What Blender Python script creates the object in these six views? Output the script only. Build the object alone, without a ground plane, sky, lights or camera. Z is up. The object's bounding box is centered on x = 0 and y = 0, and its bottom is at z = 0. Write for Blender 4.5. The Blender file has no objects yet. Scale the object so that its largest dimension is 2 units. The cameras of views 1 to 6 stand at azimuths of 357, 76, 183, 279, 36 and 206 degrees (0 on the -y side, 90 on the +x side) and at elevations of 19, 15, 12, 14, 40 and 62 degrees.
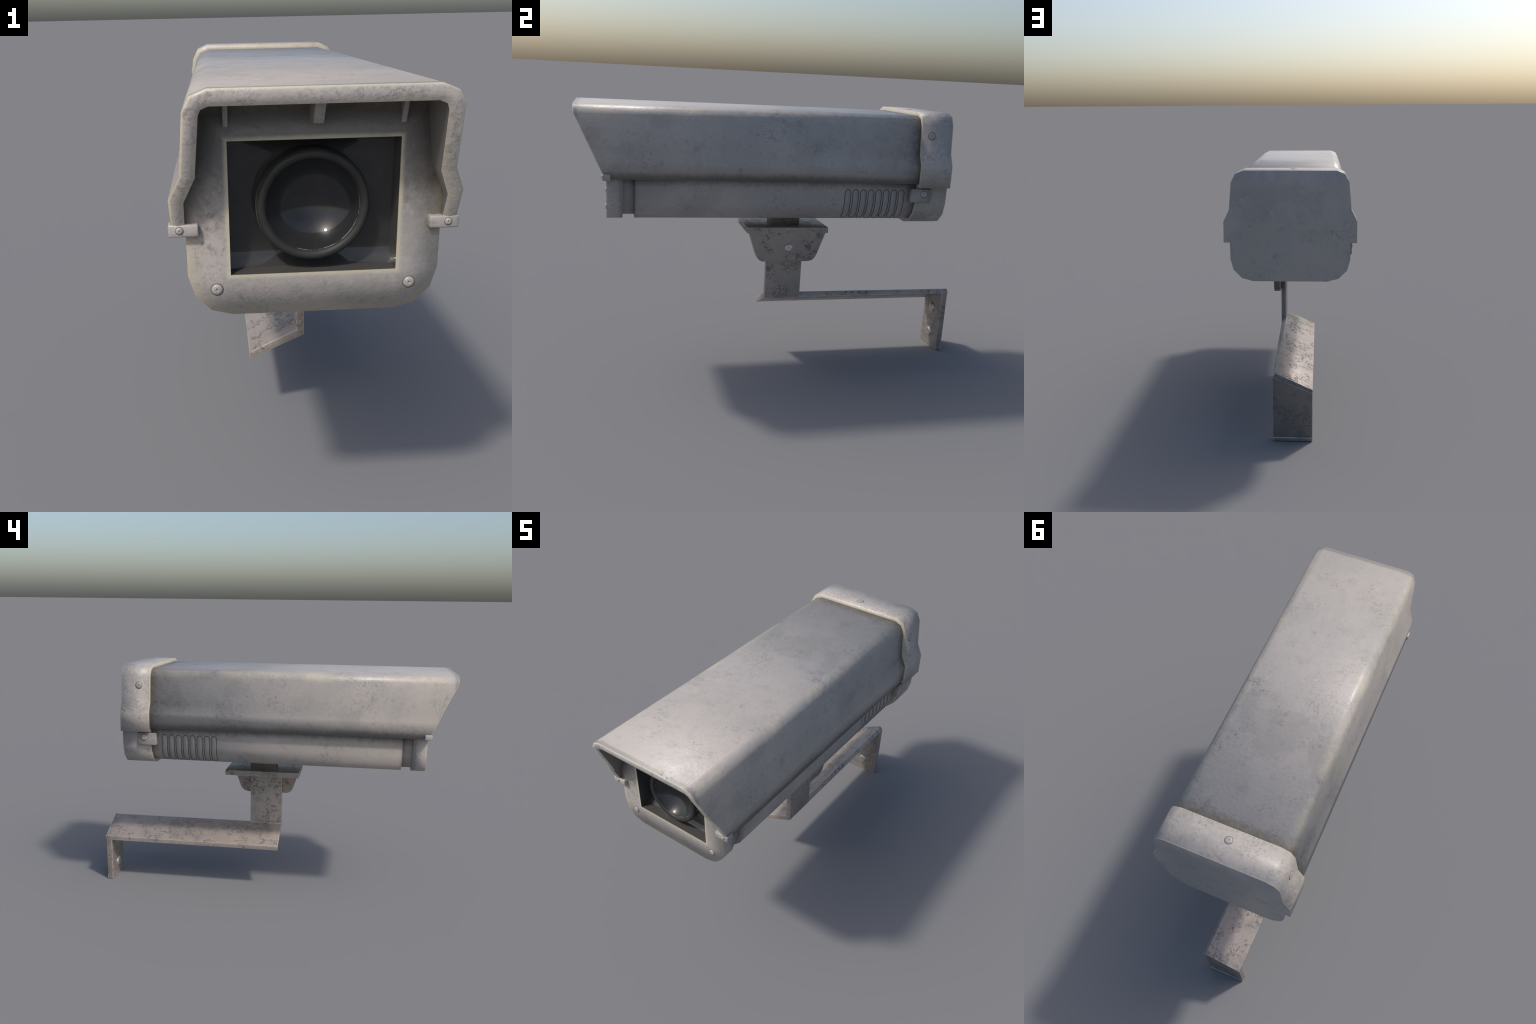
"""Weathered outdoor surveillance camera on a bent-steel wall bracket.
Frame: metres, z up, lens looks along -y, wall foot stands at +y."""
import bpy, bmesh, math, random
from mathutils import Vector

random.seed(7)
SCENE = bpy.context.scene.collection


# ----------------------------------------------------------------- node tools
class Nodes:
    """Small helper to write node graphs as expressions."""

    def __init__(self, name):
        self.mat = bpy.data.materials.new(name)
        self.mat.use_nodes = True
        self.t = self.mat.node_tree
        self.t.nodes.clear()
        self.out = self.t.nodes.new("ShaderNodeOutputMaterial")
        self.bsdf = self.t.nodes.new("ShaderNodeBsdfPrincipled")
        self.t.links.new(self.bsdf.outputs[0], self.out.inputs[0])
        tc = self.t.nodes.new("ShaderNodeTexCoord")
        self.P = tc.outputs["Object"]
        geo = self.t.nodes.new("ShaderNodeNewGeometry")
        self.N, self.Ng = geo.outputs["Normal"], geo.outputs["True Normal"]
        sep = self.t.nodes.new("ShaderNodeSeparateXYZ")
        self.link(self.P, sep.inputs[0])
        self.x, self.y, self.z = sep.outputs

    def link(self, a, b):
        if isinstance(a, (int, float)):
            b.default_value = a
        elif isinstance(a, (tuple, list)):
            b.default_value = (*a, 1.0) if len(a) == 3 and b.type == "RGBA" else a
        else:
            self.t.links.new(a, b)

    def set(self, socket, value):
        self.link(value, self.bsdf.inputs[socket])

    def math(self, op, a, b=0.0, c=0.0, clamp=False):
        n = self.t.nodes.new("ShaderNodeMath")
        n.operation, n.use_clamp = op, clamp
        for s, v in zip(n.inputs, (a, b, c)):
            self.link(v, s)
        return n.outputs[0]

    def mul(self, a, b): return self.math("MULTIPLY", a, b)
    def add(self, a, b): return self.math("ADD", a, b)
    def sub(self, a, b): return self.math("SUBTRACT", a, b)
    def absolute(self, a): return self.math("ABSOLUTE", a)
    def most(self, a, b): return self.math("MAXIMUM", a, b)
    def least(self, a, b): return self.math("MINIMUM", a, b)

    def step(self, v, lo, hi, to0=0.0, to1=1.0):
        """smoothstep of v from lo to hi (lo may be above hi)"""
        n = self.t.nodes.new("ShaderNodeMapRange")
        n.interpolation_type = "SMOOTHSTEP"
        if lo > hi:
            lo, hi, to0, to1 = hi, lo, to1, to0
        for i, val in enumerate((v, lo, hi, to0, to1)):
            self.link(val, n.inputs[i])
        return n.outputs[0]

    def noise(self, scale, detail=6.0, rough=0.6, seed=0.0, stretch=None, distort=0.0):
        m = self.t.nodes.new("ShaderNodeMapping")
        self.link(self.P, m.inputs[0])
        m.inputs["Location"].default_value = (seed * 3.1, seed * 1.7, seed * 2.3)
        if stretch:
            m.inputs["Scale"].default_value = stretch
        n = self.t.nodes.new("ShaderNodeTexNoise")
        self.link(m.outputs[0], n.inputs["Vector"])
        n.inputs["Scale"].default_value = scale
        n.inputs["Detail"].default_value = detail
        n.inputs["Roughness"].default_value = rough
        n.inputs["Distortion"].default_value = distort
        return n.outputs["Fac"]

    def mix(self, fac, a, b, blend="MIX"):
        n = self.t.nodes.new("ShaderNodeMix")
        n.data_type, n.blend_type = "RGBA", blend
        self.link(fac, n.inputs[0])
        self.link(a, n.inputs[6])
        self.link(b, n.inputs[7])
        return n.outputs[2]

    def bump(self, height, strength, distance, normal=None):
        n = self.t.nodes.new("ShaderNodeBump")
        self.link(strength, n.inputs["Strength"])
        self.link(distance, n.inputs["Distance"])
        self.link(height, n.inputs["Height"])
        if normal is not None:
            self.link(normal, n.inputs["Normal"])
        return n.outputs[0]

    def bend(self):
        """0 on flat areas, rising where the smoothed normal leaves the facet normal (edges)"""
        n = self.t.nodes.new("ShaderNodeVectorMath")
        n.operation = "DOT_PRODUCT"
        self.link(self.N, n.inputs[0])
        self.link(self.Ng, n.inputs[1])
        return self.sub(1.0, n.outputs["Value"])


CREAM = (0.52, 0.465, 0.335)
DARK_TONE = (0.105, 0.10, 0.092)


def weathered_paint(name, dark_gradients=(), cream=None, edge=(0.03, 0.22), lumps=0.35, tone=1.0, rough=0.42, sandy=0.0):
    """Old grey-white paint.  dirt: (axis, full_at, none_at, strength) gradients of occlusion shade mixed into the paint;
    cream: function(nodes) -> mask of yellowed bare edges."""
    g = Nodes(name)
    big = g.noise(3.2, 4, 0.6, 1)
    mid = g.noise(11, 7, 0.65, 2)
    fine = g.noise(46, 6, 0.7, 3)
    grain = g.noise(190, 4, 0.7, 4)
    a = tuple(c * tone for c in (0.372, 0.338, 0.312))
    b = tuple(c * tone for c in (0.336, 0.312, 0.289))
    col = g.mix(g.step(g.add(big, g.mul(g.sub(fine, 0.5), 0.25)), 0.40, 0.62), a, b)
    # darker cloudy stains
    stain = g.mul(g.step(mid, 0.53, 0.72), 0.30)
    col = g.mix(stain, col, (0.205, 0.188, 0.172))
    cloud = g.step(g.add(g.noise(2.1, 5, 0.6, 16), g.mul(g.sub(fine, 0.5), 0.18)), 0.53, 0.60)
    col = g.mix(g.mul(cloud, 0.30), col, (0.225, 0.212, 0.195))
    # sparse sooty specks gathered in patches
    where = g.step(g.noise(5.5, 5, 0.65, 6), 0.47, 0.66)
    specks = g.mul(g.step(g.noise(64, 8, 0.75, 7), 0.52, 0.62), where)
    col = g.mix(g.mul(specks, 0.52), col, (0.10, 0.10, 0.095))
    smudge = g.mul(g.step(g.noise(9.5, 6, 0.72, 17), 0.60, 0.70), g.step(fine, 0.40, 0.55))
    col = g.mix(g.mul(smudge, 0.5), col, (0.12, 0.12, 0.115))
    # hairline cracks: thin level lines of a warped noise
    crack = g.absolute(g.sub(g.noise(5.0, 9, 0.68, 8, distort=0.6), 0.5))
    crack = g.mul(g.step(crack, 0.010, 0.002), g.step(g.noise(4.2, 3, 0.5, 9), 0.55, 0.66))
    col = g.mix(g.mul(crack, 0.5), col, (0.10, 0.10, 0.095))
    # yellowed and pale flecks
    fleck = g.mul(g.step(g.noise(38, 6, 0.7, 10), 0.58, 0.70), g.step(g.noise(4.6, 4, 0.6, 11), 0.50, 0.64))
    col = g.mix(g.mul(fleck, 0.55), col, CREAM)
    pale = g.mul(g.step(g.noise(58, 5, 0.7, 12, stretch=(1, 0.5, 1)), 0.66, 0.74), g.step(g.noise(6, 3, 0.6, 13), 0.52, 0.66))
    col = g.mix(g.mul(pale, 0.5), col, (0.52, 0.50, 0.47))
    # contact shade painted into corners and seams
    for axis, full, none, strength in dark_gradients:
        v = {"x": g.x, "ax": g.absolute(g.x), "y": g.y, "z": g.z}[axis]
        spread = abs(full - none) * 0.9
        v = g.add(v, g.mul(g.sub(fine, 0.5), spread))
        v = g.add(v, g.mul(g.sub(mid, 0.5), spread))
        col = g.mix(g.mul(g.step(v, none, full), strength), col, DARK_TONE)
    # fine sandy grain of the aged paint
    col = g.mix(g.mul(g.step(grain, 0.58, 0.70), 0.22), col, (0.16, 0.155, 0.145))
    col = g.mix(g.mul(g.step(grain, 0.42, 0.30), 0.16), col, (0.55, 0.53, 0.49))
    if sandy:
        m = g.mul(g.step(g.noise(85, 7, 0.75, 18), 0.47, 0.62), g.step(g.noise(13, 5, 0.65, 19), 0.38, 0.60))
        n3 = g.t.nodes.new("ShaderNodeSeparateXYZ")
        g.link(g.Ng, n3.inputs[0])
        m = g.mul(m, g.step(n3.outputs[1], 0.7, 0.4))            # wall side stays plain
        col = g.mix(g.mul(m, sandy), col, (0.13, 0.125, 0.118))
    # yellowed worn edges
    ragged = g.add(g.mul(g.sub(fine, 0.5), 1.1), g.mul(g.sub(mid, 0.5), 1.0))
    e = g.step(g.bend(), edge[0], edge[1])
    if cream:
        e = g.most(e, cream(g))
    e = g.math("ADD", e, g.mul(ragged, g.step(e, 0.0, 0.25)), clamp=True)
    col = g.mix(g.mul(e, 0.72), col, CREAM)
    g.set("Base Color", col)
    g.set("Roughness", g.math("ADD", rough, g.mul(g.sub(mid, 0.5), 0.35), clamp=True))
    g.set("Specular IOR Level", 0.5)
    h = g.add(g.mul(g.noise(170, 3, 0.55, 14), 0.5), g.mul(g.noise(60, 3, 0.5, 15), 0.8))
    h = g.sub(h, g.mul(specks, 0.5))
    nrm = g.bump(h, lumps, 0.004)
    g.set("Normal", nrm)
    return g.mat


def worn_steel(name, tone=1.0, clean=False):
    g = Nodes(name)
    big = g.noise(5, 4, 0.6, 21)
    mid = g.noise(17, 6, 0.65, 22)
    col = g.mix(g.step(big, 0.38, 0.64), tuple(c * tone for c in (0.372, 0.312, 0.270)), tuple(c * tone for c in (0.318, 0.276, 0.244)))
    where = g.step(g.noise(8.5, 4, 0.65, 23), 0.46, 0.57)
    chip = g.mul(g.step(g.noise(72, 7, 0.66, 24, stretch=(1, 0.7, 1), distort=0.9), 0.52, 0.58), where)
    col = g.mix(g.mul(chip, 0.54), col, (0.09, 0.087, 0.083))
    col = g.mix(g.mul(g.step(mid, 0.55, 0.75), 0.35), col, (0.14, 0.135, 0.13))
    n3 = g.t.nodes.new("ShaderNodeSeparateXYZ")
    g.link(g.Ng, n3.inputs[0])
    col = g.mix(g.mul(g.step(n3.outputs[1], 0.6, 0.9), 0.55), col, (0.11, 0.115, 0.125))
    col = g.mix(g.mul(g.step(g.add(big, g.mul(g.sub(mid, 0.5), 0.6)), 0.52, 0.72), 0.35), col, (0.15, 0.14, 0.13))
    bev = g.t.nodes.new("ShaderNodeBevel")
    bev.samples = 4
    bev.inputs["Radius"].default_value = 0.005
    dot = g.t.nodes.new("ShaderNodeVectorMath")
    dot.operation = "DOT_PRODUCT"
    g.link(bev.outputs[0], dot.inputs[0])
    g.link(g.N, dot.inputs[1])
    e = g.step(g.sub(1.0, dot.outputs["Value"]), 0.004, 0.05)
    e = g.math("ADD", e, g.mul(g.mul(g.sub(g.noise(60, 5, 0.7, 25), 0.5), 1.8), g.step(e, 0.0, 0.3)), clamp=True)
    col = g.mix(g.mul(e, 0.8), col, (0.68, 0.64, 0.60))
    if clean:
        col = g.mix(g.noise(3, 4, 0.6, 28), (0.50, 0.46, 0.43), (0.62, 0.59, 0.56))
    g.set("Base Color", col)
    g.set("Metallic", 0.75 if clean else 0.22)
    g.set("Specular IOR Level", 0.35)
    g.set("Roughness", g.math("ADD", 0.36, g.mul(chip, 0.25)))
    h = g.sub(g.mul(g.noise(70, 4, 0.6, 26), 0.25), g.mul(chip, 0.8))
    if not clean:
        g.set("Normal", g.bump(h, 0.75, 0.003))
    return g.mat


def dark_gloss(name, colour, rough=0.32, coat=1.0, coat_rough=0.03, bright_rings=(), spec=0.2, walls=None):
    g = Nodes(name)
    n = g.noise(30, 6, 0.7, 31)
    col = g.mix(g.step(n, 0.35, 0.7), colour, tuple(c * 1.25 for c in colour))
    if bright_rings:
        zc = 1.0395
        r = g.math("SQRT", g.add(g.mul(g.x, g.x), g.mul(g.sub(g.z, zc), g.sub(g.z, zc))))
        for radius in bright_rings:
            m = g.step(g.absolute(g.sub(r, radius)), 0.0016, 0.0006)
            m = g.mul(m, g.step(g.noise(26, 5, 0.7, 33), 0.44, 0.56))
            m = g.mul(m, g.step(g.z, 1.14, 0.98))
            col = g.mix(m, col, (0.22, 0.22, 0.22))
        specks = g.mul(g.step(g.noise(150, 4, 0.7, 34), 0.66, 0.70), g.step(g.noise(22, 3, 0.6, 35), 0.5, 0.6))
        col = g.mix(g.mul(specks, 0.52), col, (0.16, 0.16, 0.155))
    if walls:
        n3 = g.t.nodes.new("ShaderNodeSeparateXYZ")
        g.link(g.Ng, n3.inputs[0])
        side = g.step(g.absolute(n3.outputs[1]), 0.75, 0.35)
        col = g.mix(side, col, walls)
    g.set("Base Color", col)
    g.set("Roughness", rough)
    g.set("Specular IOR Level", spec)
    g.set("Coat Weight", coat)
    g.set("Coat Roughness", coat_rough)
    g.set("Coat IOR", 1.5)
    return g.mat


def plain_dark(name, colour):
    g = Nodes(name)
    g.set("Base Color", g.mix(g.noise(40, 4, 0.6, 41), colour, tuple(c * 1.6 for c in colour)))
    g.set("Roughness", 0.75)
    return g.mat


# ------------------------------------------------------------------ mesh tools
def part(name, verts, faces, mats, parent=None, smooth=True, sharp_angle=None, sharp=(), slots=None):
    me = bpy.data.meshes.new(name)
    me.from_pydata([tuple(v) for v in verts], [], faces)
    bm = bmesh.new()
    bm.from_mesh(me)
    bmesh.ops.recalc_face_normals(bm, faces=bm.faces)
    bm.to_mesh(me)
    bm.free()
    for m in (mats if isinstance(mats, (list, tuple)) else [mats]):
        me.materials.append(m)
    if slots:
        me.polygons.foreach_set("material_index", slots)
    me.polygons.foreach_set("use_smooth", [smooth] * len(me.polygons))
    if sharp_angle is not None:
        me.set_sharp_from_angle(angle=math.radians(sharp_angle))
    if sharp:
        wanted = {frozenset(e) for e in sharp}
        for e in me.edges:
            if frozenset(e.vertices) in wanted:
                e.use_edge_sharp = True
    me.update()
    o = bpy.data.objects.new(name, me)
    SCENE.objects.link(o)
    o.parent = parent
    return o


def group(name, parent=None):
    o = bpy.data.objects.new(name, None)
    SCENE.objects.link(o)
    o.parent = parent
    return o


def mirrored(half):
    """half outline (x >= 0, top to bottom) -> closed outline"""
    return [(x, z) for x, z in half] + [(-x, z) for x, z in reversed(half)]


def ring_edges(start, n):
    return [(start + i, start + (i + 1) % n) for i in range(n)]


def box(name, lo, hi, mat, parent, bevel=0.003, segments=2):
    (x0, y0, z0), (x1, y1, z1) = lo, hi
    v = [(x, y, z) for x in (x0, x1) for y in (y0, y1) for z in (z0, z1)]
    f = [(0, 1, 3, 2), (4, 6, 7, 5), (0, 4, 5, 1), (2, 3, 7, 6), (0, 2, 6, 4), (1, 5, 7, 3)]
    return solid(name, v, f, mat, parent, bevel, segments)


def solid(name, v, f, mat, parent, bevel=0.003, segments=2, angle=30):
    """closed faceted solid with rounded edges"""
    me = bpy.data.meshes.new(name)
    me.from_pydata(v, [], f)
    bm = bmesh.new()
    bm.from_mesh(me)
    bmesh.ops.recalc_face_normals(bm, faces=bm.faces)
    if bevel:
        edges = [e for e in bm.edges if len(e.link_faces) == 2 and e.calc_face_angle() > math.radians(angle)]
        bmesh.ops.bevel(bm, geom=edges, offset=bevel, segments=segments, profile=0.5, affect="EDGES", clamp_overlap=True)
    bm.to_mesh(me)
    bm.free()
    me.materials.append(mat)
    me.polygons.foreach_set("use_smooth", [True] * len(me.polygons))
    me.set_sharp_from_angle(angle=math.radians(50))
    o = bpy.data.objects.new(name, me)
    SCENE.objects.link(o)
    o.parent = parent
    return o


def prism(name, outline, axis, lo, hi, mat, parent, bevel=0.003, segments=2, angle=30):
    """outline in the plane across `axis`, pulled from lo to hi"""
    n = len(outline)
    put = {"y": lambda a, b, t: (a, t, b), "x": lambda a, b, t: (t, a, b), "z": lambda a, b, t: (a, b, t)}[axis]
    v = [put(a, b, lo) for a, b in outline] + [put(a, b, hi) for a, b in outline]
    f = [tuple(range(n)), tuple(range(2 * n - 1, n - 1, -1))]
    f += [(i, (i + 1) % n, n + (i + 1) % n, n + i) for i in range(n)]
    return solid(name, v, f, mat, parent, bevel, segments, angle)


def lathe(name, profile, centre, mats, parent, seg=96, slots=None, sharp_angle=60, cap=False):
    """profile of (radius, y) turned about the y axis through centre=(x, z)"""
    v, f, m = [], [], []
    for r, y in profile:
        for i in range(seg):
            a = 2 * math.pi * i / seg
            v.append((centre[0] + r * math.cos(a), y, centre[1] + r * math.sin(a)))
    for k in range(len(profile) - 1):
        for i in range(seg):
            j = (i + 1) % seg
            f.append((k * seg + i, k * seg + j, (k + 1) * seg + j, (k + 1) * seg + i))
    if cap:
        f.append(tuple((len(profile) - 1) * seg + i for i in range(seg)))
    return part(name, v, f, mats, parent, sharp_angle=sharp_angle)


def screw_mesh(mats, cross=True):
    """Pan-head screw of radius 1 standing on z = 0: dark seat ring, domed head, cross recess."""
    seg = 32
    prof = [(1.0, -0.3, 1), (1.0, 0.03, 1), (0.92, 0.03, 1), (0.91, -0.06, 1), (0.90, 0.03, 0), (0.84, 0.13, 0), (0.70, 0.24, 0), (0.5, 0.32, 0), (0.32, 0.355, 0)]
    v, f, sl = [], [], []
    for r, z, _ in prof:
        v += [(r * math.cos(2 * math.pi * i / seg), r * math.sin(2 * math.pi * i / seg), z) for i in range(seg)]
    for k in range(len(prof) - 1):
        for i in range(seg):
            j = (i + 1) % seg
            f.append((k * seg + i, k * seg + j, (k + 1) * seg + j, (k + 1) * seg + i))
            sl.append(prof[k][2])
    # star-shaped recess: the inner ring dips along four arms
    base = len(v)
    for i in range(seg):
        a = 2 * math.pi * i / seg
        arm = max(0.0, math.cos(4 * a)) ** 2 if cross else 0
        v.append((0.20 * math.cos(a), 0.20 * math.sin(a), 0.37 - 0.22 * arm))
    v.append((0, 0, 0.37 - (0.26 if cross else -0.02)))
    k = (len(prof) - 1) * seg
    for i in range(seg):
        j = (i + 1) % seg
        f.append((k + i, k + j, base + j, base + i))
        sl.append(0)
        f.append((base + i, base + j, base + seg))
        sl.append(0)
    me = bpy.data.meshes.new("screw")
    me.from_pydata(v, [], f)
    for m in mats:
        me.materials.append(m)
    me.polygons.foreach_set("material_index", sl)
    me.polygons.foreach_set("use_smooth", [True] * len(f))
    me.update()
    return me


def place(name, me, at, normal, radius, spin, parent, flat=1.0):
    o = bpy.data.objects.new(name, me)
    SCENE.objects.link(o)
    o.parent = parent
    o.location = at
    q = Vector(normal).to_track_quat("Z", "Y")
    o.rotation_mode = "QUATERNION"
    from mathutils import Quaternion
    o.rotation_quaternion = q @ Quaternion((0, 0, 1), spin)
    o.scale = (radius, radius, radius * flat)
    return o


# ------------------------------------------------------------------- materials
WIN_X, WIN_LO, WIN_HI = 0.189, 0.887, 1.191      # window opening in the front frame
WIN_MID = (WIN_LO + WIN_HI) / 2


def window_rim(g):
    d = g.most(g.sub(g.absolute(g.x), WIN_X), g.sub(g.absolute(g.sub(g.z, WIN_MID)), (WIN_HI - WIN_LO) / 2))
    return g.mul(g.step(d, 0.013, 0.002), g.step(g.y, -0.85, -0.856))


def hood_ridge(g):
    r = g.absolute(g.sub(g.add(g.absolute(g.x), g.mul(g.z, 0.9)), 0.260 + 0.9 * 1.302))
    patch = g.step(g.add(g.noise(4.5, 5, 0.6, 51), g.mul(g.sub(g.noise(30, 5, 0.7, 52), 0.5), 0.5)), 0.42, 0.62)
    return g.mul(g.mul(g.step(r, 0.034, 0.0), patch), g.mul(g.step(g.z, 1.20, 1.28), 0.55))


def cap_rims(g):
    front = g.mul(g.step(g.y, 0.643, 0.6405), 0.62)
    back = g.mul(g.step(g.y, 0.794, 0.8005), 0.75)
    n = g.t.nodes.new("ShaderNodeSeparateXYZ")
    g.link(g.Ng, n.inputs[0])
    return g.most(front, g.mul(back, g.step(n.outputs[1], 0.6, 0.3)))


def lip_edges(g):
    n = g.t.nodes.new("ShaderNodeSeparateXYZ")
    g.link(g.N, n.inputs[0])
    return g.step(g.absolute(n.outputs[1]), 0.96, 0.70)


M_HOOD = weathered_paint("hood_paint", dark_gradients=[("z", 1.000, 1.035, 0.75), ("y", 0.665, 0.560, 0.9), ("y", -0.985, -0.972, 0.45)],  # bands darken for shade at foot edge and cap; third is worn paint
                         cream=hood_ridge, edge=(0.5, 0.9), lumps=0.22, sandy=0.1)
M_LIP = weathered_paint("hood_lip_paint", cream=lip_edges, edge=(2, 3), lumps=0.32, tone=1.16, sandy=0.5)
M_LINING = weathered_paint("hood_lining_paint", dark_gradients=[("y", -0.86, -0.93, 0.4)], edge=(2, 3), lumps=0.1, tone=0.62)  # darker tone inside the hood recess
M_RIB = weathered_paint("rib_paint", edge=(0.04, 0.25), lumps=0.1, tone=0.85)
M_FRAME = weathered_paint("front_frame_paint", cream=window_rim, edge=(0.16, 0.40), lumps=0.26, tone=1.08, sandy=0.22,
                          dark_gradients=[("z", 1.17, 0.96, 0.78), ("y", -0.785, -0.81, 0.6)])  # upper frame colour darkened for the hood's shadow
M_HOUSING = weathered_paint("housing_paint", dark_gradients=[("z", 0.995, 0.945, 0.75), ("y", 0.645, 0.60, 0.6), ("y", -0.735, -0.715, 0.35)],
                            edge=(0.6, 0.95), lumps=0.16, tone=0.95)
M_BAND = weathered_paint("seal_band_paint", dark_gradients=[("z", 1.0, 0.93, 0.8)], edge=(2, 3), lumps=0.1, tone=0.72)
M_CAP = weathered_paint("rear_cap_paint", cream=cap_rims, edge=(0.5, 0.9), lumps=0.2, tone=1.0, sandy=0.5)
M_CLIP = weathered_paint("clip_paint", edge=(0.04, 0.25), lumps=0.3, tone=1.1)
M_LATCH = weathered_paint("latch_paint", edge=(0.06, 0.3), lumps=0.2, tone=0.82, dark_gradients=[("z", 0.968, 0.93, 0.5), ("y", 0.715, 0.65, 0.6)])  # tone and gradients carry baked ambient occlusion around the latch
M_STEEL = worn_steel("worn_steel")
M_STEEL_DARK = worn_steel("dark_steel", 0.55)
M_BOLT = worn_steel("bolt_steel", clean=True)
M_SCREW = weathered_paint("screw_paint", edge=(2, 3), lumps=0.0, tone=0.95)
M_SEAT = plain_dark("screw_seat_dark", (0.05, 0.047, 0.043))
M_GROOVE_SHADE = plain_dark("groove_shade_dark", (0.05, 0.048, 0.045))
M_CHAMBER = dark_gloss("chamber_black", (0.027, 0.0265, 0.026), 0.4, 0.7, 0.0, spec=0.15, walls=(0.07, 0.067, 0.062))
M_RING = dark_gloss("lens_ring_black", (0.027, 0.027, 0.0255), 0.5, 0.0, 0.25, spec=0.25, bright_rings=(0.1045, 0.1285))
M_LENS = dark_gloss("lens_glass", (0.020, 0.0205, 0.0215), 0.28, 0.65, 0.0, spec=0.12)

# ------------------------------------------------------------------- the thing
camera = group("security_camera")
camera["label"] = "weathered grey box security camera on a bent steel wall bracket"
camera["category"] = "security camera"

SCREW = screw_mesh([M_SCREW, M_SEAT])

# ---- sun hood: sheet shell, slanted front lip -------------------------------
outer = [(0.226, 1.3155), (0.2595, 1.302), (0.2755, 1.273), (0.290, 1.134), (0.3175, 1.079), (0.318, 0.992)]
inner = [(0.2235, 1.281), (0.239, 1.275), (0.2445, 1.2625), (0.258, 1.128), (0.2855, 1.069), (0.287, 0.992)]


def hood_front(z, inside=False):
    y = -0.9945 + 0.475 * (1.275 - min(z, 1.275))
    if z > 1.275:
        y -= 0.10 * (z - 1.275)
    if inside and z > 1.26:
        y = -0.9915 + (0.0035 if z < 1.27 else 0)
    return y


def build_hood():
    o, i = mirrored(outer), mirrored(inner)
    n = len(o)
    back = 0.70
    v, rows = [], []

    def row(pts):
        rows.append(len(v))
        v.extend(pts)

    row([(x, back, z) for x, z in o])                                   # 0 outer back
    row([(x, hood_front(z), z) for x, z in o])                          # 1 outer front
    # bulged lip between outer and inner sheet
    for t, push in ((0.2, 0.0035), (0.5, 0.0055), (0.8, 0.0035)):
        pts = []
        for (ax, az), (bx, bz) in zip(o, i):
            y = (1 - t) * hood_front(az) + t * hood_front(bz, True)
            pts.append((ax + (bx - ax) * t, max(y - push, -1.0), az + (bz - az) * t))
        row(pts)
    row([(x, hood_front(z, True), z) for x, z in i])                    # 5 inner front
    row([(x, back, z) for x, z in i])                                   # 6 inner back
    f, sl = [], []
    for k in range(6):
        a, b = rows[k], rows[k + 1]
        for j in range(n - 1):
            f.append((a + j, a + j + 1, b + j + 1, b + j))
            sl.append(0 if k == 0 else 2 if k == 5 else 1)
    # foot edges of the two walls and the closed back
    for j in (0, n - 1):
        ends = [r + j for r in rows]
        f.append(tuple(ends))
        sl.append(0)
    for j in range(n - 1):                                              # rear rim of the sheet
        f.append((rows[0] + j, rows[0] + j + 1, rows[6] + j + 1, rows[6] + j))
        sl.append(0)
    sharp = [(rows[5] + j, rows[5] + j + 1) for j in range(n - 1)]
    for j in (0, n - 1):
        sharp += [(rows[k] + j, rows[k + 1] + j) for k in range(1, 6)]
    # the mirrored list starts and ends at the top centre seam: close it across the top
    return v, f, sl, sharp, rows, n


def hood_outline(half):
    """open outline from the right foot over the top to the left foot"""
    return [(x, z) for x, z in reversed(half)] + [(-x, z) for x, z in half]


_m = mirrored
mirrored = hood_outline
hv, hf, hs, hsharp, hrows, hn = build_hood()
mirrored = _m
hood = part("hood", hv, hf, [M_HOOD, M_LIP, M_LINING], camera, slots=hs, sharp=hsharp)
for x0, x1, y_top, y_low, z0 in ((-0.197, -0.185, -0.888, -0.866, 1.222), (-0.012, 0.011, -0.949, -0.917, 1.232), (0.185, 0.197, -0.888, -0.866, 1.222)):
    prism("rib", [(-0.850, 1.288), (-0.850, z0 - 0.003), (y_low, z0), (y_top - 0.004, 1.288)], "x", x0, x1, M_RIB, hood, 0.0025)

# ---- housing: long trough behind the front frame -----------------------------
section = [(0.262, 1.245), (0.286, 1.00), (0.286, 0.889), (0.272, 0.841), (0.236, 0.804), (0.187, 0.792)]


def extrude_section(name, half, y0, y1, mat, parent, mid=(), front=True):
    o = mirrored(half)
    n = len(o)
    ys = [y0, *mid, y1]
    v = [(x, y, z) for y in ys for x, z in o]
    f = []
    for k in range(len(ys) - 1):
        f += [(k * n + j, k * n + (j + 1) % n, (k + 1) * n + (j + 1) % n, (k + 1) * n + j) for j in range(n)]
    h = n // 2
    for base in (0, (len(ys) - 1) * n)[0 if front else 1:]:              # end walls in level strips
        for j in range(h - 1):
            f.append((base + j, base + j + 1, base + n - 2 - j, base + n - 1 - j))
    return part(name, v, f, mat, parent)


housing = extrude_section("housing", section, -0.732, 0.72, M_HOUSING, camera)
band = [(0.25, 1.245), (0.270, 1.00), (0.270, 0.892), (0.258, 0.852), (0.226, 0.819), (0.183, 0.809)]
extrude_section("seal_band", band, -0.80, -0.70, M_BAND, housing, front=False)

# ---- vent slots: eight a side, each a raised louvre, groove shadow drawn by a dark tube ----------
wall = [Vector((0.286, 0.97)), Vector((0.286, 0.889)), Vector((0.272, 0.841)), Vector((0.236, 0.804)), Vector((0.187, 0.792))]


def on_wall(s, lift=0.0):
    """point (x, z) at arc length s down the housing wall, and its outward normal"""
    for a, b in zip(wall, wall[1:]):
        d = (b - a).length
        if s <= d or b is wall[-1]:
            t = (b - a) / d
            p = a + t * s
            nrm = Vector((-t.y, t.x))
            return p + nrm * lift, nrm
        s -= d


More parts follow.
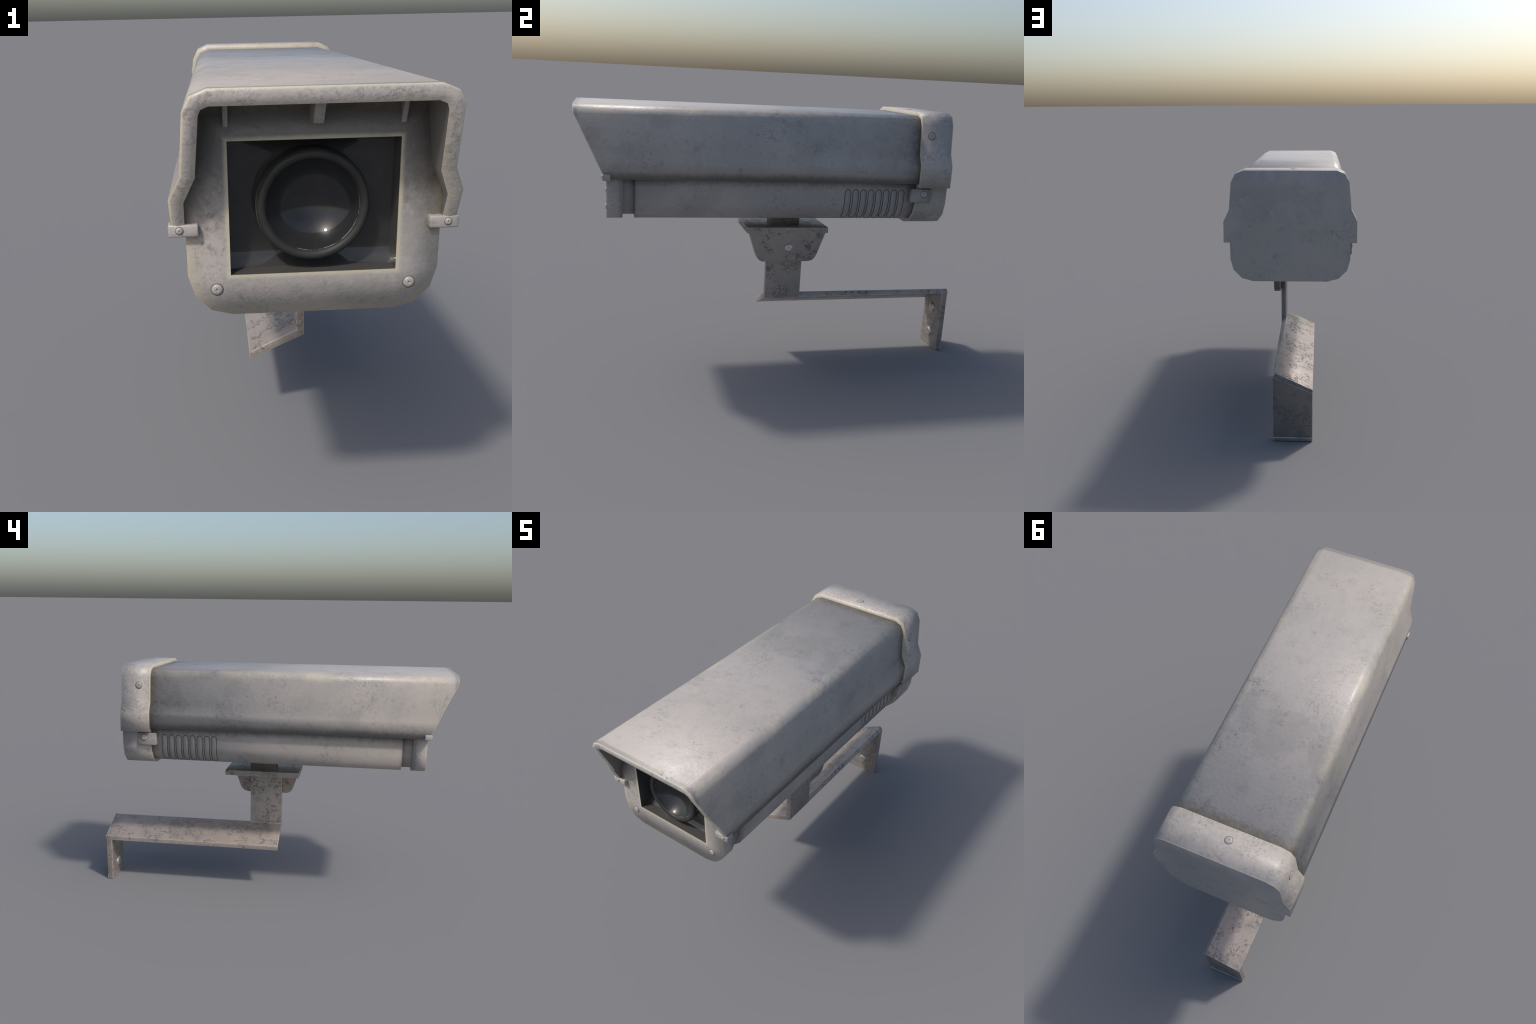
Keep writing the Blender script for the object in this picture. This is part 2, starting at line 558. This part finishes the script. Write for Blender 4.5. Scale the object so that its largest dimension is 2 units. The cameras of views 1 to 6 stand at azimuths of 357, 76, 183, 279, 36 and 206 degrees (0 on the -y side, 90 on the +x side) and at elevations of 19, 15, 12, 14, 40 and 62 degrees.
S0, S1, HW = 0.97 - 0.955, 0.1765, 0.0148


def half_width(s):
    if s < S0 + HW:
        return math.sqrt(max(0, HW ** 2 - (S0 + HW - s) ** 2))
    if s > S1 - HW:
        return math.sqrt(max(0, HW ** 2 - (s - S1 + HW) ** 2))
    return HW


def wall_normal(s, y):
    """smoothed normal of the housing wall (x >= 0) at arc length s, as the big mesh shades it"""
    n = len(section) * 2
    vn = [housing.data.vertices[k].normal.copy() for k in range(2 * n)]
    p, _ = on_wall(s)
    k = next((i for i in range(1, len(section) - 1) if p.y >= section[i + 1][1]), len(section) - 2)
    t = (section[k][1] - p.y) / (section[k][1] - section[k + 1][1])
    u = (y + 0.732) / (0.72 + 0.732)
    a = vn[k].lerp(vn[k + 1], t)
    b = vn[n + k].lerp(vn[n + k + 1], t)
    return a.lerp(b, u).normalized()


def slot_mesh(side):
    path = [(HW * math.cos(a), S0 + HW - HW * math.sin(a)) for a in [math.pi * k / 12 for k in range(13)]]
    down = [S0 + HW + (S1 - S0 - 2 * HW) * k / 22 for k in range(1, 23)]
    path += [(-HW, s) for s in down]
    path += [(-HW * math.cos(a), S1 - HW + HW * math.sin(a)) for a in [math.pi * k / 12 for k in range(1, 13)]]
    path += [(HW, s) for s in reversed([S0 + HW] + down[:-1])][:-1]
    n, k, rad = len(path), 6, 0.0024
    v, f, sl, nv = [], [], [], []
    for i in range(n):
        (t0, s0), (t1, s1), (tm, sm) = path[i - 1], path[(i + 1) % n], path[i]
        across = Vector((s1 - s0, -(t1 - t0))).normalized()     # across the groove, in (y, s)
        for j in range(k):
            a = 2 * math.pi * j / k
            p, _ = on_wall(sm + across.y * rad * math.cos(a), -0.0012 + rad * math.sin(a))
            v.append((p.x, tm + across.x * rad * math.cos(a), p.y))
            nv.append(wall_normal(sm, 0.43))
    for i in range(n):
        for j in range(k):
            f.append((i * k + j, i * k + (j + 1) % k, ((i + 1) % n) * k + (j + 1) % k, ((i + 1) % n) * k + j))
            sl.append(1)
    # louvre pad
    base, rows = len(v), 30
    for i in range(rows + 1):
        s = S0 + 0.0025 + (S1 - S0 - 0.005) * i / rows
        w = max(half_width(s) - 0.0015, 0.0005)
        for t, lift in ((-1, -0.002), (-0.9, 0.0006), (-0.4, 0.0014), (0.4, 0.0014), (0.9, 0.0006), (1, -0.002)):
            p, _ = on_wall(s, lift)
            v.append((p.x, w * t, p.y))
            nv.append((wall_normal(s, 0.43) + Vector((0, 0.25 * t, 0))).normalized())
    for i in range(rows):
        for j in range(5):
            a = base + i * 6 + j
            f.append((a, a + 1, a + 7, a + 6))
            sl.append(0)
    me = bpy.data.meshes.new("vent_slot")
    if side < 0:
        v = [(-x, y, z) for x, y, z in v]
        nv = [Vector((-q.x, q.y, q.z)) for q in nv]
    me.from_pydata(v, [], f)
    bm = bmesh.new()
    bm.from_mesh(me)
    bmesh.ops.recalc_face_normals(bm, faces=bm.faces)
    bm.normal_update()
    pads = [q for q in bm.faces if q.index >= sum(sl)]
    if pads and pads[0].normal.x * side < 0:
        bmesh.ops.reverse_faces(bm, faces=pads)
    bm.to_mesh(me)
    bm.free()
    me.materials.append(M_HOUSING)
    me.materials.append(M_GROOVE_SHADE)
    me.polygons.foreach_set("material_index", sl)
    me.polygons.foreach_set("use_smooth", [True] * len(me.polygons))
    me.normals_split_custom_set_from_vertices(nv)
    return me


for side in (1, -1):
    slot = slot_mesh(side)
    for k in range(8):
        o = bpy.data.objects.new("vent_slot", slot)
        SCENE.objects.link(o)
        o.parent = housing
        o.location = (0, 0.287 + 0.0398 * k, 0)

# ---- front frame with its window -----------------------------------------------
frame_half = [(0.250, 1.272), (0.262, 1.262), (0.272, 1.13), (0.286, 1.06), (0.286, 0.889), (0.272, 0.841), (0.236, 0.804), (0.187, 0.791)]


def build_frame():
    o = mirrored(frame_half)
    n = len(o)
    win = [(WIN_X, WIN_HI), (WIN_X, WIN_LO), (-WIN_X, WIN_LO), (-WIN_X, WIN_HI)]
    v = [(x, -0.859, z) for x, z in o] + [(x, -0.787, z) for x, z in o]
    w0 = len(v)
    v += [(x, -0.859, z) for x, z in win] + [(x, -0.795, z) for x, z in win]
    f, sharp = [], []
    f += [(j, (j + 1) % n, n + (j + 1) % n, n + j) for j in range(n)]
    h = n // 2
    for base in (0, n):
        w = w0 + (0 if base == 0 else 4)
        fan = [(0, range(0, h - 3)), (1, range(h - 4, h))]
        # right side: top corner block down to the window sill, then the sill corner
        f.append((base + 0, base + 1, base + 2, base + 3, w + 0))
        f.append((base + 3, base + 4, w + 1, w + 0))
        f.append((base + 4, base + 5, w + 1))
        f.append((base + 5, base + 6, w + 1))
        f.append((base + 6, base + 7, w + 1))
        f.append((base + 7, base + 8, w + 2, w + 1))
        f.append((base + 8, base + 9, w + 2))
        f.append((base + 9, base + 10, w + 2))
        f.append((base + 10, base + 11, w + 2))
        f.append((base + 11, base + 12, w + 3, w + 2))
        f.append((base + 12, base + 13, base + 14, base + 15, w + 3))
        f.append((base + 15, base + 0, w + 0, w + 3))
    f += [(w0 + j, w0 + (j + 1) % 4, w0 + 4 + (j + 1) % 4, w0 + 4 + j) for j in range(4)]
    sharp += ring_edges(w0, 4) + ring_edges(w0 + 4, 4) + [(w0 + j, w0 + 4 + j) for j in range(4)]
    return part("front_frame", v, f, M_FRAME, camera, sharp=sharp)


frame = build_frame()
place("screw", SCREW, (0.2215, -0.8592, 0.854), (0, -1, 0), 0.0148, 0.5, frame)
place("screw", SCREW, (-0.2215, -0.8592, 0.854), (0, -1, 0), 0.0148, 0.1, frame)

# ---- dark chamber behind the window, lens ring and concave lens -----------------
LENS_Z = 1.0395


def build_chamber():
    hx, hz = WIN_X - 0.0006, (WIN_HI - WIN_LO) / 2 - 0.0006
    seg, rings = 128, 14
    v, f = [], []

    def rect(a, n=2.0):
        c, s = math.cos(a), math.sin(a)
        k = 1 / max(abs(c) / hx, abs(s) / hz)
        return k * c, k * s

    angles = [2 * math.pi * i / seg for i in range(seg)]
    corner = math.atan2(hz, hx)
    for q in (corner, math.pi - corner, math.pi + corner, 2 * math.pi - corner):   # snap to the corners
        k = min(range(seg), key=lambda i: abs(angles[i] - q))
        angles[k] = q
    for r in range(rings + 1):
        t = r / rings
        for a in angles:
            x, z = rect(a)
            cx, cz = 0.118 * math.cos(a), 0.118 * math.sin(a)
            px, pz = cx + (x - cx) * t, cz + (z - cz) * t
            rise = 0.007 * (abs(px) / hx) ** 4
            e = max(0.0, 1 - (hz - abs(pz)) / 0.040)
            rise += 0.020 * e ** 2.0
            v.append((px, -0.790 - rise, WIN_MID + pz))
    v += [(rect(a)[0], -0.8575, WIN_MID + rect(a)[1]) for a in angles]
    for k in range(rings + 1):
        for i in range(seg):
            j = (i + 1) % seg
            f.append((k * seg + i, k * seg + j, (k + 1) * seg + j, (k + 1) * seg + i))
    return part("lens_chamber", v, f, M_CHAMBER, camera, sharp_angle=35)


chamber = build_chamber()
lens_ring = lathe("lens_ring", [(0.128, -0.780), (0.1285, -0.836), (0.1265, -0.844), (0.122, -0.849), (0.116, -0.8505), (0.110, -0.848),
                                (0.106, -0.842), (0.1045, -0.836), (0.1045, -0.80)], (0, LENS_Z), M_RING, camera)
R = 0.122
y_c = -0.838 - math.sqrt(R * R - 0.105 ** 2)
lathe("lens", [(0.105 * math.sin(math.pi / 2 * k / 16), y_c + math.sqrt(R * R - (0.105 * math.sin(math.pi / 2 * k / 16)) ** 2)) for k in range(16, 0, -1)] + [(0.0004, y_c + R)],
      (0, LENS_Z), M_LENS, lens_ring, cap=True)

# ---- clips that hold the hood to the frame ---------------------------------------
for s in (1, -1):
    a, b = sorted((s * 0.257, s * 0.3235))
    clip = box("clip", (a, -0.876, 0.986), (b, -0.840, 1.0145), M_CLIP, camera, 0.004, 2)
    place("screw", SCREW, (s * 0.2985, -0.8762, 1.0015), (0, -1, 0), 0.0092, 0.7 * s, clip, 1.2)

# ---- rear cap ----------------------------------------------------------------------
cap_half = [(0.232, 1.334), (0.271, 1.3165), (0.2915, 1.277), (0.304, 1.140), (0.333, 1.081), (0.3335, 0.975), (0.302, 0.975),
            (0.301, 0.889), (0.286, 0.834), (0.243, 0.791), (0.187, 0.776)]


def build_cap():
    o = mirrored(cap_half)
    n = len(o)
    h = n // 2
    inset = mirrored([(0.225, 1.3145), (0.258, 1.301), (0.2735, 1.272), (0.287, 1.134), (0.314, 1.080), (0.314, 0.990), (0.284, 0.985),
                      (0.284, 0.889), (0.270, 0.842), (0.235, 0.806), (0.186, 0.794)])
    v = [(x, 0.640, z) for x, z in o] + [(x, 0.801, z) for x, z in o] + [(x, 0.640, z) for x, z in inset]
    f = [(j, (j + 1) % n, n + (j + 1) % n, n + j) for j in range(n)]
    f += [(j, (j + 1) % n, 2 * n + (j + 1) % n, 2 * n + j) for j in range(n)]
    sharp = ring_edges(2 * n, n)
    for base in (n, 2 * n):
        for j in (0, 1, 2, 6, 7, 8, 9):                   # level strips across
            f.append((base + j, base + j + 1, base + n - 2 - j, base + n - 1 - j))
        f.append((base + 3, base + 6, base + n - 7, base + n - 4))
        f.append((base + 3, base + 4, base + 5, base + 6))   # the two wings
        f.append((base + n - 4, base + n - 5, base + n - 6, base + n - 7))
    for j in (5, 6, n - 6, n - 7):
        sharp.append((j, j + n))
    o = part("rear_cap", v, f, M_CAP, camera, sharp=sharp)
    me = o.data
    normals = [c.vector.copy() for c in me.corner_normals]
    for p in me.polygons:
        for k in p.loop_indices:
            vert = me.loops[k].vertex_index
            if not n <= vert < 2 * n:
                continue
            q = normals[k]
            if p.normal.y > 0.9:                     # rear plate: nearly flat, rolling a little at the top
                z = me.vertices[vert].co.z
                q = Vector((q.x * 0.12, 1.0, 0.45 if z > 1.30 else 0.12 if z > 1.2 else q.z * 0.15))
            else:                                    # walls: lean back only a little at the rear rim
                q = Vector((q.x, q.y * 0.72, q.z))
            normals[k] = q.normalized()
    me.normals_split_custom_set(normals)
    return o


cap = build_cap()
place("screw", SCREW, (-0.017, 0.6955, 1.3343), (0, 0, 1), 0.0185, 0.4, cap, 0.45)
place("screw", SCREW, (0.2968, 0.6915, 1.224), (1, 0, 0.09), 0.0195, 0.9, cap, 0.8)
place("screw", SCREW, (-0.2966, 0.7015, 1.2265), (-1, 0, 0.09), 0.0195, 0.2, cap, 0.6)

# ---- latches joining cap and housing -------------------------------------------------
for s in (1, -1):
    a, b = sorted((s * 0.280, s * 0.312))
    latch = box("latch", (a, 0.607, 0.8975), (b, 0.7115, 0.9655), M_LATCH, camera, 0.003, 2)
    place("screw", SCREW, (s * 0.312, 0.675, 0.939), (s, 0, 0), 0.0185, 0.3, latch, 0.9)

# ---- swivel mount ----------------------------------------------------------------------
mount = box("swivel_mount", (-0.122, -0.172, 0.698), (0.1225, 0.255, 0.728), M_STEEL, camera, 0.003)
ear = [(-0.168, 0.7265), (-0.146, 0.66), (-0.124, 0.592), (-0.114, 0.570), (-0.102, 0.556), (-0.086, 0.549), (0.158, 0.549), (0.178, 0.555), (0.192, 0.568),
       (0.202, 0.588), (0.228, 0.660), (0.2515, 0.7265)]
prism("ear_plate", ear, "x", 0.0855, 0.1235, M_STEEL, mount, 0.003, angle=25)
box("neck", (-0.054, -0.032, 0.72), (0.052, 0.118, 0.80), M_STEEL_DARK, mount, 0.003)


def bolt_mesh():
    """Rough hexagonal-ish forged bolt head, radius 1, standing on z = 0."""
    bm = bmesh.new()
    bmesh.ops.create_icosphere(bm, subdivisions=4, radius=1.0)
    rnd = random.Random(3)
    ph = [rnd.uniform(0, 6.28) for _ in range(6)]
    for v in bm.verts:
        p = v.co
        a = math.atan2(p.y, p.x)
        k = 1 + 0.03 * math.cos(6 * a)
        if p.z > 0.45:
            p.z = 0.45 + (p.z - 0.45) * 0.55 + 0.05 * math.sin(7 * p.x + ph[0]) * math.cos(6 * p.y + ph[1])
        if math.hypot(p.x, p.y) < 0.34 and p.z > 0:
            p.z -= 0.14
        p.x *= k
        p.y *= k
    me = bpy.data.meshes.new("bolt")
    bm.to_mesh(me)
    bm.free()
    me.materials.append(M_BOLT)
    me.polygons.foreach_set("use_smooth", [True] * len(me.polygons))
    return me


BOLT = bolt_mesh()
place("bolt", BOLT, (0.1225, 0.048, 0.621), (1, 0, 0), 0.0225, 0.3, mount, 0.7)

# ---- wall bracket: upright leg, tilted shelf, foot plate ----------------------------------
bracket = group("wall_bracket", camera)
leg = [(0.083, 0.342), (0.0835, 0.699), (0.0555, 0.699), (0.0555, 0.361)]
shelf_front = [(0.083, 0.3415), (0.0555, 0.3612), (-0.118, 0.2775), (-0.1165, 0.2515)]


def build_bracket():
    bot = Vector((-0.1165, 0.2515)), Vector((0.083, 0.3415))
    v, f = [], []

    def add(pts):
        k = len(v)
        v.extend(pts)
        return list(range(k, k + len(pts)))

    f0, m0 = -0.056, 0.134
    # L section (leg + shelf) from the front face to the back of the leg
    L = [(0.083, 0.3415), (0.0835, 0.699), (0.0555, 0.699), (0.0555, 0.3612), (-0.118, 0.2775), (-0.1165, 0.2515)]
    A = add([(x, f0, z) for x, z in L])
    B = add([(x, m0, z) for x, z in L])
    f.append(tuple(A))
    for j in range(6):
        k = (j + 1) % 6
        if (j, k) == (2, 3):
            pass
        f.append((A[j], A[k], B[k], B[j]))
    # shelf beyond the leg, with a chamfered outer edge
    C0 = add([(0.065, m0, 0.3655)])[0]
    C1, C2, C3, C4 = add([(0.065, 1.0, 0.3625), (-0.118, 1.0, 0.2765), (-0.1165, 0.964, 0.2515), (0.083, 0.964, 0.3415)])
    E = add([(0.083, 0.996, 0.3395), (-0.1172, 0.996, 0.2560)])                                   # upper rear edge of the foot
    G = add([(0.081, 0.964, 0.004), (-0.117, 0.964, 0.004), (0.081, 0.996, 0.004), (-0.117, 0.996, 0.004)])
    D0 = add([(0.083, 1.0, 0.3425)])[0]
    f.append((B[0], C0, B[3], B[2], B[1]))                        # back of the leg
    f.append((B[3], C0, C1, C2, B[4]))                            # shelf top
    f.append((B[0], C4, D0, C1, C0))                              # chamfered outer edge
    f.append((B[4], C2, C3, B[5]))                                # shelf free edge
    f.append((B[5], C3, C4, B[0]))                                # underside
    H0, H1 = add([(0.083, 1.0, 0.3395), (-0.1172, 1.0, 0.2560)])     # lower rear edge of the shelf
    f.append((D0, C1, C2, H1, H0))                                # rear end of the shelf
    f.append((H0, H1, E[1], E[0]))                                # step down to the foot plate
    f.append((C3, C2, H1, E[1], G[3], G[1]))
    f.append((D0, C4, G[0], G[2], E[0], H0))
    f.append((C4, C3, G[1], G[0]))
    f.append((E[0], G[2], G[3], E[1]))
    f.append((G[0], G[1], G[3], G[2]))
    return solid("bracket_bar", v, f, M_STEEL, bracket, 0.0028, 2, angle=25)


bar = build_bracket()
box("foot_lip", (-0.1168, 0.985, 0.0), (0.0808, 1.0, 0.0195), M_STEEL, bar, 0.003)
lo = min(v.co.z for v in bar.data.vertices)
for v in bar.data.vertices:                                        # stand the foot exactly on the floor
    if v.co.z < 0.02:
        v.co.z -= lo
place("bolt", BOLT, (-0.012, 0.965, 0.226), (0, -1, 0), 0.0285, 0.0, bracket, 0.62)
place("bolt", BOLT, (-0.015, 0.965, 0.080), (0, -1, 0), 0.0285, 1.1, bracket, 0.62)
